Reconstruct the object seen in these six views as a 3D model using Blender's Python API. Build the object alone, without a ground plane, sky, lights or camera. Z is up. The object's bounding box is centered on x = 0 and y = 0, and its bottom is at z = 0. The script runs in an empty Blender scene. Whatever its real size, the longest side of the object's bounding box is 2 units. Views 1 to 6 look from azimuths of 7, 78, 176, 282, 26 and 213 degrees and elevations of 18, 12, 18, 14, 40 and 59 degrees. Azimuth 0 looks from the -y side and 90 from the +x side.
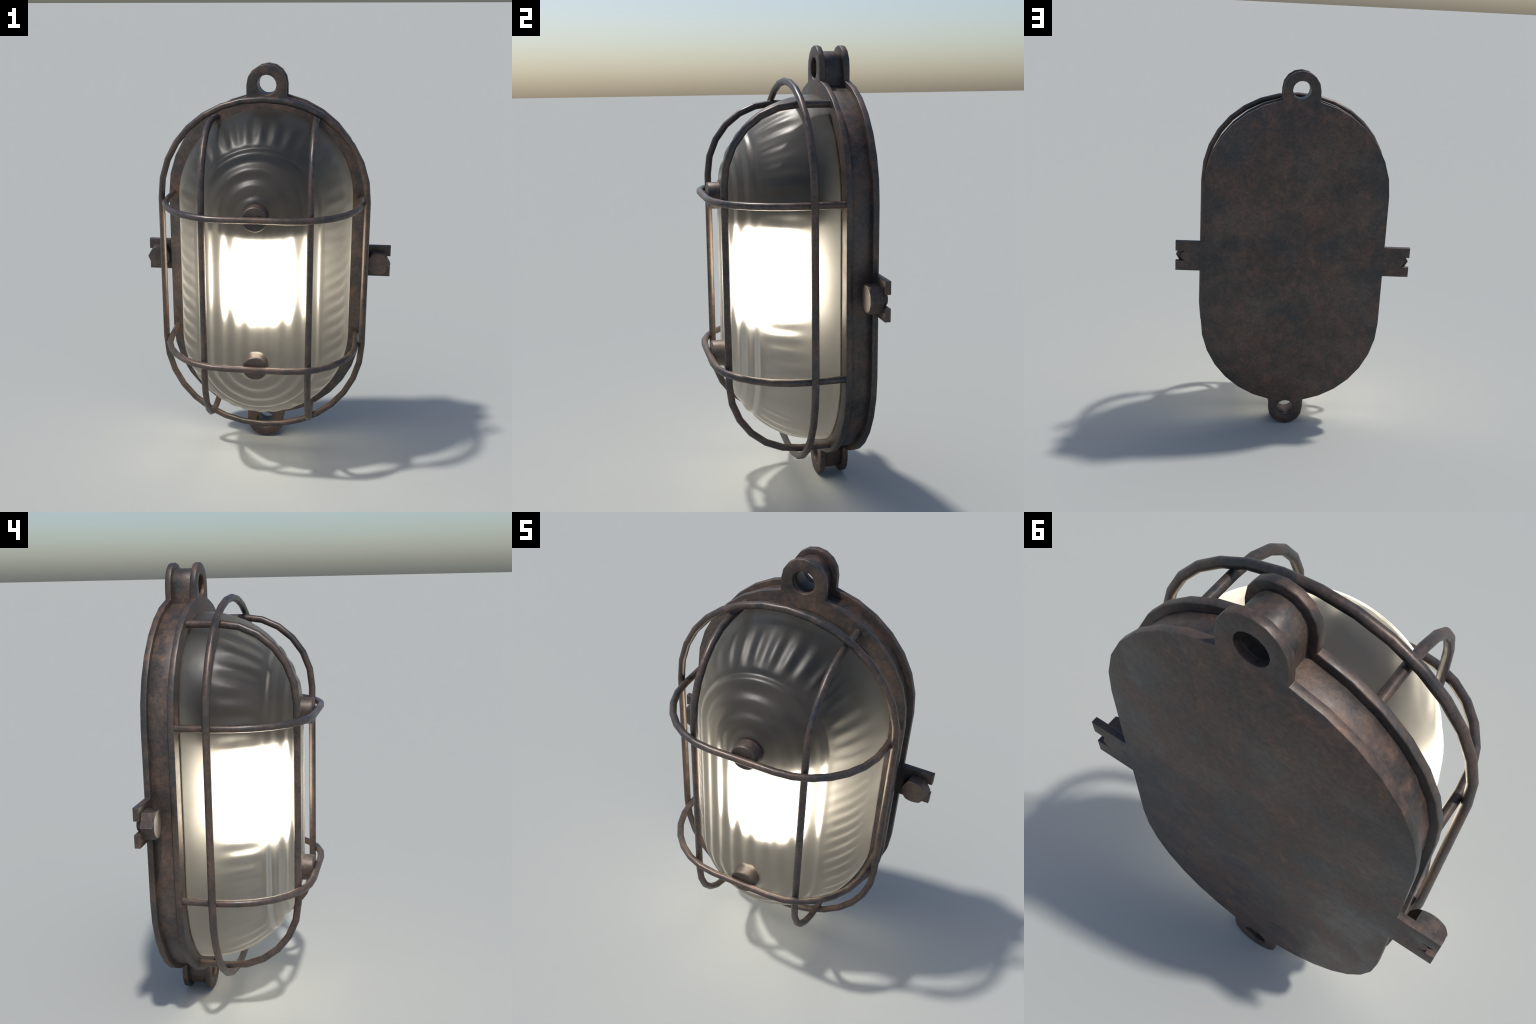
"""Oval cast-iron bulkhead lamp: two oval plates with eyes, a casing between them,
a ribbed glass dome over a lit bulb, and a guard of welded round bars."""
import bpy, bmesh
from math import sin, cos, pi, sqrt, radians, hypot, asin, exp
from mathutils import Vector, kdtree

scene = bpy.context.scene
Z0 = 1.0                  # height of the lamp's centre
PLATE_C, PLATE_R = 0.3630, 0.4945    # oval plates: centre offset of end arcs, radius
EYE_C, EYE_R, EYE_HOLE = 0.9025, 0.0975, 0.048
ARC_STEP = radians(11.25)
REAR, FRONT, THICK = 0.325, 0.190, 0.0255
INSET = 0.024
BAR_R = 0.0156
GLASS_C, GLASS_R, GLASS_D = 0.360, 0.432, 0.436


# ------------------------------------------------------------------ materials
def nodes_of(name):
    m = bpy.data.materials.new(name)
    m.use_nodes = True
    nt = m.node_tree
    return m, nt, nt.nodes["Principled BSDF"]


def add(nt, kind, **values):
    n = nt.nodes.new(kind)
    for k, v in values.items():
        if k in n.inputs:
            n.inputs[k].default_value = v
        else:
            setattr(n, k, v)
    return n


def ramp(nt, source, stops):
    r = nt.nodes.new("ShaderNodeValToRGB")
    el = r.color_ramp.elements
    while len(el) < len(stops):
        el.new(0.5)
    for e, (p, c) in zip(el, stops):
        e.position = p
        e.color = (*c, 1) if isinstance(c, tuple) else (c, c, c, 1)
    nt.links.new(source, r.inputs[0])
    return r.outputs[0]


def mix(nt, fac, a, b, blend="MIX"):
    n = nt.nodes.new("ShaderNodeMix")
    n.data_type, n.blend_type = "RGBA", blend
    for sock, v in ((n.inputs[0], fac), (n.inputs[6], a), (n.inputs[7], b)):
        if isinstance(v, (int, float)):
            sock.default_value = v
        elif isinstance(v, tuple):
            sock.default_value = (*v, 1)
        else:
            nt.links.new(v, sock)
    return n.outputs[2]


def rusty_iron(name, shift=(0, 0, 0), rust=1.0, size=1.0, gloss=0.0):
    """Dark blued iron with cloudy patches of brown rust, soft speckle and paler edges."""
    m, nt, b = nodes_of(name)
    co = add(nt, "ShaderNodeTexCoord")
    mp = add(nt, "ShaderNodeMapping")
    mp.inputs["Location"].default_value = shift
    nt.links.new(co.outputs["Object"], mp.inputs[0])

    def noise(scale, detail, rough, distort=0.0):
        n = add(nt, "ShaderNodeTexNoise", Scale=scale * size, Detail=detail, Roughness=rough, Distortion=distort)
        nt.links.new(mp.outputs[0], n.inputs["Vector"])
        return n.outputs["Fac"]

    big = noise(2.6, 8.0, 0.62, 0.4)
    cloud = noise(4.6, 9.0, 0.66, 0.5)
    mid = noise(17.0, 7.0, 0.62, 0.3)
    tiny = noise(70.0, 5.0, 0.6)
    iron = ramp(nt, big, [(0.40, (0.044, 0.041, 0.040)), (0.50, (0.072, 0.060, 0.053)), (0.60, (0.106, 0.081, 0.067))])
    blue = ramp(nt, cloud, [(0.50, 0.0), (0.62, 0.75)])
    iron = mix(nt, blue, iron, (0.044, 0.046, 0.049))
    both = add(nt, "ShaderNodeMath", operation="MULTIPLY_ADD")
    nt.links.new(mid, both.inputs[0])
    both.inputs[1].default_value = 0.38
    nt.links.new(noise(3.2, 8.0, 0.62, 0.6), both.inputs[2])
    rust_mask = ramp(nt, both.outputs[0], [(0.60, 0.0), (0.72, 0.5 * rust), (0.88, 0.95 * rust)])
    rust_col = ramp(nt, mid, [(0.32, (0.078, 0.052, 0.041)), (0.52, (0.110, 0.068, 0.050)), (0.70, (0.145, 0.083, 0.057))])
    col = mix(nt, rust_mask, iron, rust_col)
    grain = ramp(nt, tiny, [(0.32, 0.74), (0.52, 1.0), (0.70, 1.26)])
    col = mix(nt, 0.9, col, grain, "MULTIPLY")
    blotch = ramp(nt, mid, [(0.30, 0.84), (0.50, 1.0), (0.70, 1.14)])
    col = mix(nt, 0.8, col, blotch, "MULTIPLY")
    # paler edges: where a rounded normal departs from the true one
    geo = add(nt, "ShaderNodeNewGeometry")
    bev = add(nt, "ShaderNodeBevel", samples=6)
    bev.inputs["Radius"].default_value = 0.007
    dot = add(nt, "ShaderNodeVectorMath", operation="DOT_PRODUCT")
    nt.links.new(geo.outputs["Normal"], dot.inputs[0])
    nt.links.new(bev.outputs[0], dot.inputs[1])
    edge = ramp(nt, dot.outputs["Value"], [(0.86, 0.55), (0.985, 0.0)])
    col = mix(nt, edge, col, (0.145, 0.135, 0.128))
    nt.links.new(col, b.inputs["Base Color"])
    b.inputs["Metallic"].default_value = 0.35
    rough = ramp(nt, mid, [(0.30, 0.34 - gloss), (0.70, 0.50 - gloss)])
    nt.links.new(mix(nt, rust_mask, rough, (0.58 - gloss,) * 3), b.inputs["Roughness"])
    bump = add(nt, "ShaderNodeBump", Strength=0.25, Distance=0.004)
    nt.links.new(mix(nt, 0.4, mid, tiny), bump.inputs["Height"])
    nt.links.new(bump.outputs[0], b.inputs["Normal"])
    return m


def frosted_glass():
    m, nt, b = nodes_of("ribbed_glass")
    b.inputs["Base Color"].default_value = (0.64, 0.625, 0.59, 1)
    b.inputs["Transmission Weight"].default_value = 1.0
    b.inputs["IOR"].default_value = 1.45
    co = add(nt, "ShaderNodeTexCoord")
    n = add(nt, "ShaderNodeTexNoise", Scale=9.0, Detail=6.0, Roughness=0.6)
    nt.links.new(co.outputs["Object"], n.inputs["Vector"])
    nt.links.new(ramp(nt, n.outputs["Fac"], [(0.3, 0.38), (0.7, 0.46)]), b.inputs["Roughness"])
    n2 = add(nt, "ShaderNodeTexNoise", Scale=32.0, Detail=3.0, Roughness=0.5)
    nt.links.new(co.outputs["Object"], n2.inputs["Vector"])
    bump = add(nt, "ShaderNodeBump", Strength=0.16, Distance=0.004)
    nt.links.new(n2.outputs["Fac"], bump.inputs["Height"])
    nt.links.new(bump.outputs[0], b.inputs["Normal"])
    return m


def glowing_bulb():
    m, nt, b = nodes_of("lit_bulb")
    b.inputs["Base Color"].default_value = (0.8, 0.75, 0.65, 1)
    b.inputs["Emission Color"].default_value = (1.0, 0.90, 0.73, 1)
    b.inputs["Emission Strength"].default_value = 12.0
    return m


def shade_painted_face():
    """Pale inner face, top darkened in colour for the shadow above the socket."""
    m, nt, b = nodes_of("shade_painted_face")
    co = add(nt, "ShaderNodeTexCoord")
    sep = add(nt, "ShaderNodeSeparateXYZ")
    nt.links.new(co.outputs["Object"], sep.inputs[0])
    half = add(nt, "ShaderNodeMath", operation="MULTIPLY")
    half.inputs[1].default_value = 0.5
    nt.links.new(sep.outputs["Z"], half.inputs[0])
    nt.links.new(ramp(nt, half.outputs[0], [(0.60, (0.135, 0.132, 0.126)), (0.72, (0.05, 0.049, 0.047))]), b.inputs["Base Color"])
    b.inputs["Roughness"].default_value = 0.7
    return m


def plain(name, colour, rough):
    m, nt, b = nodes_of(name)
    b.inputs["Base Color"].default_value = (*colour, 1)
    b.inputs["Roughness"].default_value = rough
    return m


IRON = rusty_iron("rusty_iron")
CASING_IRON = rusty_iron("casing_iron", (5.4, 0.6, 2.9), 1.0, 1.2)
BAR_IRON = rusty_iron("bar_iron", (3.1, 1.7, 0.4), 0.75, 1.3, 0.07)
BOLT_IRON = rusty_iron("bolt_iron", (7.3, 2.2, 5.1), 0.7, 1.3)
GLASS = frosted_glass()
BULB = glowing_bulb()
SHADE_PAINTED = shade_painted_face()
SOCKET = plain("dark_socket", (0.085, 0.073, 0.062), 0.8)

# ------------------------------------------------------------------ the thing
root = bpy.data.objects.new("bulkhead_lamp", None)
scene.collection.objects.link(root)
root["label"] = "oval rusty iron bulkhead lamp with barred guard and lit ribbed glass"
root["category"] = "wall lamp"


def part(name, mesh, material, parent=root, smooth=35, flat_above=2.0):
    o = bpy.data.objects.new(name, mesh)
    scene.collection.objects.link(o)
    o.parent = parent
    if not mesh.materials:
        mesh.materials.append(material)
    if smooth:
        for p in mesh.polygons:
            p.use_smooth = abs(p.normal.y) < flat_above
        mesh.set_sharp_from_angle(angle=radians(smooth))
    return o


# ------------------------------------------------------------------ oval plates
def oval_outline(inset, lug=None):
    """Closed outline (x, z') of an oval with a rounded eye at top and bottom."""
    R, re = PLATE_R - inset, EYE_R - inset
    quarter = []                                   # right side, from z'=0 upward
    if lug:
        reach, half, slot, slot_x = lug
        quarter += [(slot_x, slot), (reach, slot), (reach, half), (R, half)]
    quarter.append((R, PLATE_C))
    k = 1
    while k * ARC_STEP < pi / 2:
        x, z = R * cos(k * ARC_STEP), PLATE_C + R * sin(k * ARC_STEP)
        if x > re + 0.01:
            quarter.append((x, z))
        k += 1
    quarter.append((re, PLATE_C + sqrt(R * R - re * re)))
    for k in range(0, 4):
        a = k * pi / 8
        quarter.append((re * cos(a), EYE_C + re * sin(a)))
    top = (0.0, EYE_C + re)
    upper = quarter + [top] + [(-x, z) for x, z in reversed(quarter)]
    lower = [(-x, -z) for x, z in upper]
    loop = []
    for p in upper + lower:
        if not loop or hypot(p[0] - loop[-1][0], p[1] - loop[-1][1]) > 1e-6:
            loop.append(p)
    if hypot(loop[0][0] - loop[-1][0], loop[0][1] - loop[-1][1]) < 1e-6:
        loop.pop()
    return loop


def circle(cx, cz, r, n):
    return [(cx + r * cos(2 * pi * k / n), cz + r * sin(2 * pi * k / n)) for k in range(n)]


def offset_loop(loop, amount):
    """Shift a closed outline towards its left by amount, mitred at the corners."""
    out, n = [], len(loop)
    for i in range(n):
        p0, p1, p2 = Vector(loop[i - 1]), Vector(loop[i]), Vector(loop[(i + 1) % n])
        d0, d1 = (p1 - p0).normalized(), (p2 - p1).normalized()
        n0, n1 = Vector((-d0.y, d0.x)), Vector((-d1.y, d1.x))
        m = (n0 + n1).normalized()
        out.append(p1 + m * amount / max(0.4, m.dot(n0)))
    return out


def slab(name, loops, y_front, y_back, bevel, material):
    """Plate from an outline (anticlockwise) and holes, extruded along y, rims rounded."""
    levels = [(bevel, y_front), (0.3 * bevel, y_front + 0.3 * bevel), (0, y_front + bevel),
              (0, y_back - bevel), (0.3 * bevel, y_back - 0.3 * bevel), (bevel, y_back)]
    bm = bmesh.new()
    cap_edges = ([], [])
    for index, loop in enumerate(loops):
        path = loop if index == 0 else list(reversed(loop))
        rings = [[bm.verts.new((p[0], y, Z0 + p[1])) for p in offset_loop(path, inset)] for inset, y in levels]
        n = len(path)
        for r0, r1 in zip(rings, rings[1:]):
            for k in range(n):
                bm.faces.new((r0[k], r0[(k + 1) % n], r1[(k + 1) % n], r1[k]))
        for edges, ring in zip(cap_edges, (rings[0], rings[-1])):
            edges += [bm.edges.get((ring[k], ring[(k + 1) % n])) for k in range(n)]
    for edges, y in zip(cap_edges, (-1, 1)):
        bmesh.ops.triangle_fill(bm, edges=edges, use_beauty=True, normal=(0, y, 0))
    bmesh.ops.recalc_face_normals(bm, faces=bm.faces)
    me = bpy.data.meshes.new(name)
    bm.to_mesh(me)
    bm.free()
    return part(name, me, material, smooth=50, flat_above=0.999)


eyes = [circle(0, s * EYE_C, EYE_HOLE, 16) for s in (1, -1)]
LUG = (0.636, 0.082, 0.0275, 0.585)
slab("back_plate", [oval_outline(0, LUG)] + eyes, REAR - THICK, REAR, 0.0022, IRON)
slab("front_plate", [oval_outline(0)] + eyes, FRONT, FRONT + THICK, 0.0035, IRON)
slab("casing", [oval_outline(INSET)] + [circle(0, s * EYE_C, EYE_HOLE + 0.0006, 16) for s in (1, -1)],
     FRONT + THICK - 0.002, REAR - THICK + 0.002, 0.0005, CASING_IRON)

# ------------------------------------------------------------------ guard bars
def tube(name, path, radius, material, closed=False, sides=14):
    """Round bar swept along a flat path, ends capped."""
    pts = [Vector(p) for p in path]
    n = len(pts)
    normal = None
    for i in range(n - 2):
        c = (pts[i + 1] - pts[i]).cross(pts[i + 2] - pts[i + 1])
        if c.length > 1e-7:
            normal = c.normalized()
            break
    bm = bmesh.new()
    rings = []
    for i, p in enumerate(pts):
        before = pts[i - 1] if (i or closed) else None
        after = pts[(i + 1) % n] if (i < n - 1 or closed) else None
        d0 = (p - before).normalized() if before else (after - p).normalized()
        d1 = (after - p).normalized() if after else d0
        t = (d0 + d1).normalized()
        side = t.cross(normal).normalized()
        stretch = 1.0 / max(0.5, t.dot(d1))
        rings.append([bm.verts.new(p + radius * (stretch * cos(a) * side + sin(a) * normal))
                      for a in (2 * pi * k / sides for k in range(sides))])
    spans = n if closed else n - 1
    for i in range(spans):
        a, b = rings[i], rings[(i + 1) % n]
        for k in range(sides):
            bm.faces.new((a[k], a[(k + 1) % sides], b[(k + 1) % sides], b[k]))
    if not closed:
        bm.faces.new(rings[0])
        bm.faces.new(rings[-1])
    bmesh.ops.recalc_face_normals(bm, faces=bm.faces)
    me = bpy.data.meshes.new(name)
    bm.to_mesh(me)
    bm.free()
    return part(name, me, material, smooth=50)


def stations(a, b, n):
    return [a + (b - a) * k / n for k in range(n + 1)]


# upright bars: straight legs, quarter turns, straight front
UP_X, UP_TOP, UP_Y0, UP_RZ, UP_RY = 0.2475, 0.752, 0.055, 0.32, 0.312
half = [(FRONT + 0.01, UP_TOP), (0.125, UP_TOP)]
half += [(UP_Y0 - UP_RY * sin(k * pi / 12), UP_TOP - UP_RZ + UP_RZ * cos(k * pi / 12)) for k in range(7)]
half += [(UP_Y0 - UP_RY, UP_TOP - UP_RZ - 0.1), (UP_Y0 - UP_RY, 0.15)]
profile = half + [(y, -z) for y, z in reversed(half)]
for s in (1, -1):
    tube("upright_bar", [(s * UP_X, y, Z0 + z) for y, z in profile], BAR_R, BAR_IRON)

# cross bars: bowed round the glass, crossing in front of the uprights
CR_Z, CR_X, CR_Y0, CR_RX, CR_RY = 0.3625, 0.471, 0.040, 0.331, 0.3492
half = [(CR_X, FRONT + 0.01), (CR_X, 0.11)]
half += [(CR_X - CR_RX + CR_RX * cos(k * pi / 14), CR_Y0 - CR_RY * sin(k * pi / 14)) for k in range(8)]
profile = half + [(-x, y) for x, y in reversed(half)]
for s in (1, -1):
    tube("cross_bar", [(x, y, Z0 + s * CR_Z) for x, y in profile], BAR_R, BAR_IRON)

# oval ring round the outside of the cage
RING_C, RING_RX, RING_RZ, RING_Y, RING_P = 0.366, 0.5020, 0.4835, 0.058, 2 / 2.07
quarter = []
for k in range(9):
    a = pi / 2 * k / 8
    quarter.append((RING_RX * cos(a) ** RING_P if k < 8 else 0.0, RING_C + RING_RZ * sin(a) ** RING_P))
upper = quarter + [(-x, z) for x, z in reversed(quarter[:-1])]
path = [(s * x, RING_Y, Z0 + s * z) for s in (1, -1) for x, z in upper]
tube("guard_ring", path, BAR_R, BAR_IRON, closed=True)


# ------------------------------------------------------------------ turned pieces
def turned(name, profile, sides, centre, axis_dir, material, bump_at=None, parent=root, smooth=35, turn=0.0):
    """Solid of revolution about y: profile = [(radius, y offset)], capped at both ends."""
    bm = bmesh.new()
    rings = []
    for r, y in profile:
        rings.append([bm.verts.new((r * cos(a), y * axis_dir, r * sin(a)))
                      for a in (turn + 2 * pi * k / sides for k in range(sides))])
    for a, b in zip(rings, rings[1:]):
        for k in range(sides):
            bm.faces.new((a[k], a[(k + 1) % sides], b[(k + 1) % sides], b[k]))
    bm.faces.new(rings[0])
    bm.faces.new(rings[-1])
    bmesh.ops.recalc_face_normals(bm, faces=bm.faces)
    for v in bm.verts:
        v.co += Vector(centre)
    me = bpy.data.meshes.new(name)
    bm.to_mesh(me)
    bm.free()
    return part(name, me, material, parent, smooth)


# buffer studs on the glass, under the cross bars
for s in (1, -1):
    turned("buffer_stud", [(0.060, 0.0), (0.0585, 0.064), (0.057, 0.068), (0.0535, 0.0705)], 28,
           (0.0, -0.226, Z0 + s * CR_Z), -1, BOLT_IRON)


# clamp bolts in the slotted side lugs: hexagon head with a turned chamfer, and shank
def hex_head(name, centre, flat, deep, parent):
    """Hexagon prism cut by a shallow cone, so that the corners are chamfered in arcs."""
    bm = bmesh.new()
    corner = flat / cos(pi / 6)
    n = 72

    def radius(a):
        return flat / cos((a + pi / 6) % (pi / 3) - pi / 6)
    back, rim, top = [], [], []
    for k in range(n):
        a = 2 * pi * k / n
        sector = (a % (pi / 3)) - pi / 6
        r = flat / cos(sector)
        drop = (r - flat * 0.99) * 0.75
        back.append(bm.verts.new((r * cos(a), 0.0, r * sin(a))))
        rim.append(bm.verts.new((r * cos(a), -deep + drop, r * sin(a))))
        top.append(bm.verts.new((flat * 0.975 * cos(a), -deep, flat * 0.975 * sin(a))))
    for a, b in ((back, rim), (rim, top)):
        for k in range(n):
            bm.faces.new((a[k], a[(k + 1) % n], b[(k + 1) % n], b[k]))
    bm.faces.new(back)
    bm.faces.new(top)
    bmesh.ops.recalc_face_normals(bm, faces=bm.faces)
    for v in bm.verts:
        v.co += Vector(centre)
    me = bpy.data.meshes.new(name)
    bm.to_mesh(me)
    bm.free()
    return part(name, me, BOLT_IRON, parent, 20)


for s in (1, -1):
    bolt = hex_head("clamp_bolt", (s * 0.572, REAR - THICK - 0.0005, Z0), 0.0545, 0.054, root)
    turned("bolt_shank", [(0.027, 0.0), (0.027, 0.026)], 20, (s * 0.578, REAR - THICK - 0.0018, Z0), 1, BOLT_IRON, parent=bolt)


# ------------------------------------------------------------------ ribbed glass
PRESS = 2.1                       # how much crisper the pressed pattern shades than it is tall
RIB, ZONE = 0.0685, 0.295         # rib spacing, width of the zone with lengthwise ribs
SPAN = 2 * GLASS_C
END_FLUTES, SIDE_FLUTES = 16, 11  # flutes round each end and along each side


def ease(a, b, x):
    t = min(1.0, max(0.0, (x - a) / (b - a)))
    return t * t * (3 - 2 * t)


def relief(d, flute_phase):
    """Height of the pressed pattern: rings/ribs inside, flutes across outside."""
    ribs = cos(2 * pi * d / RIB) * (1 - ease(ZONE - 0.02, ZONE + 0.005, d))
    groove = -1.2 * exp(-((d - ZONE) / 0.010) ** 2)
    flutes = cos(2 * pi * flute_phase) * ease(ZONE - 0.005, ZONE + 0.06, d) * (1 - ease(0.38, 0.425, d))
    return 0.0028 * (ribs + 0.7 * groove) + 0.0018 * flutes


def glass_cover():
    around = []           # (spine z', direction angle, flute phase)
    m_end, m_side = 192, 132
    for s in (1, -1):
        for k in range(m_end):
            a = pi * k / m_end
            around.append((s * GLASS_C, a if s > 0 else a + pi, END_FLUTES * k / m_end))
        for k in range(m_side):
            f = k / m_side
            around.append((s * GLASS_C - s * SPAN * f, pi if s > 0 else 2 * pi, SIDE_FLUTES * f))
    n_r = 110
    bm = bmesh.new()
    rows, normals = [], []
    for i in range(n_r + 1):
        phi = (pi / 2) * i / n_r
        row = []
        for zc, a, ph in around:
            d = GLASS_R * sin(phi)
            nrm = Vector((cos(a) * sin(phi), -cos(phi), sin(a) * sin(phi)))
            p = Vector((d * cos(a), FRONT - GLASS_D * cos(phi), Z0 + zc + d * sin(a)))
            row.append(bm.verts.new(p + relief(d, ph) * nrm))
            # slopes of the relief along the meridian and across the flutes
            e = 0.002
            along = cos(phi) * (relief(d + e, ph) - relief(abs(d - e), ph)) / (2 * e)
            pitch = (pi * d / END_FLUTES) if a % pi else SPAN / SIDE_FLUTES
            across = (relief(d, ph + 0.05) - relief(d, ph - 0.05)) / (0.1 * max(pitch, 0.02))
            t_m = Vector((cos(a) * cos(phi), sin(phi), sin(a) * cos(phi)))
            t_c = Vector((-sin(a), 0, cos(a)))
            normals.append((p + relief(d, ph) * nrm, (nrm - PRESS * (along * t_m + across * t_c)).normalized()))
        rows.append(row)
    row = []              # the rim sinks into the front plate
    for zc, a, ph in around:
        row.append(bm.verts.new((GLASS_R * cos(a), FRONT + 0.006, Z0 + zc + GLASS_R * sin(a))))
    rows.append(row)
    n = len(around)
    for a, b in zip(rows, rows[1:]):
        for k in range(n):
            bm.faces.new((a[k], a[(k + 1) % n], b[(k + 1) % n], b[k]))
    bmesh.ops.remove_doubles(bm, verts=bm.verts, dist=2e-5)
    bmesh.ops.dissolve_degenerate(bm, edges=bm.edges, dist=1e-6)
    bmesh.ops.recalc_face_normals(bm, faces=bm.faces)
    if sum(f.normal.y for f in bm.faces) > 0:
        bmesh.ops.reverse_faces(bm, faces=bm.faces)
    me = bpy.data.meshes.new("glass_cover")
    bm.to_mesh(me)
    bm.free()
    glass = part("glass_cover", me, GLASS, smooth=0)
    for p in me.polygons:
        p.use_smooth = True
    tree = kdtree.KDTree(len(normals))
    for i, (co, _) in enumerate(normals):
        tree.insert(co, i)
    tree.balance()
    custom = []
    for v in me.vertices:
        co, i, dist = tree.find(v.co)
        custom.append(normals[i][1] if dist < 1e-3 else v.normal)
    me.normals_split_custom_set_from_vertices(custom)
    return glass


glass_cover()


# ------------------------------------------------------------------ bulb and socket inside
def upright_turned(name, profile, sides, centre, material):
    """Solid of revolution about z: profile = [(radius, z)]."""
    bm = bmesh.new()
    rings = [[bm.verts.new((centre[0] + r * cos(2 * pi * k / sides), centre[1] + r * sin(2 * pi * k / sides), centre[2] + z))
              for k in range(sides)] for r, z in profile]
    for a, b in zip(rings, rings[1:]):
        for k in range(sides):
            bm.faces.new((a[k], a[(k + 1) % sides], b[(k + 1) % sides], b[k]))
    bm.faces.new(rings[0])
    bm.faces.new(rings[-1])
    bmesh.ops.recalc_face_normals(bm, faces=bm.faces)
    me = bpy.data.meshes.new(name)
    bm.to_mesh(me)
    bm.free()
    return part(name, me, material, smooth=40)


slab("pale_slab", [[p for q in (1, -1) for p in [(q * 0.424 * cos(k * pi / 24), q * (GLASS_C + 0.424 * sin(k * pi / 24))) for k in range(25)]]],
     FRONT - 0.006, FRONT - 0.0005, 0.001, SHADE_PAINTED)
AXIS_Y = 0.016
# barrel-shaped bulb: a rounded cylinder
bulb_profile = [(0.160 * (1 - abs(f) ** 3.2) ** (1 / 2.6), -0.004 + 0.216 * f) for f in (k / 20 for k in range(-20, 21))]
bulb_profile[0], bulb_profile[-1] = (0.012, -0.2195), (0.012, 0.2115)
upright_turned("bulb", bulb_profile, 40,
               (0, AXIS_Y, Z0), BULB)
upright_turned("bulb_socket", [(0.190, 0.236), (0.198, 0.244), (0.198, 0.40), (0.18, 0.45), (0.12, 0.50)], 40, (0, AXIS_Y, Z0), SOCKET)
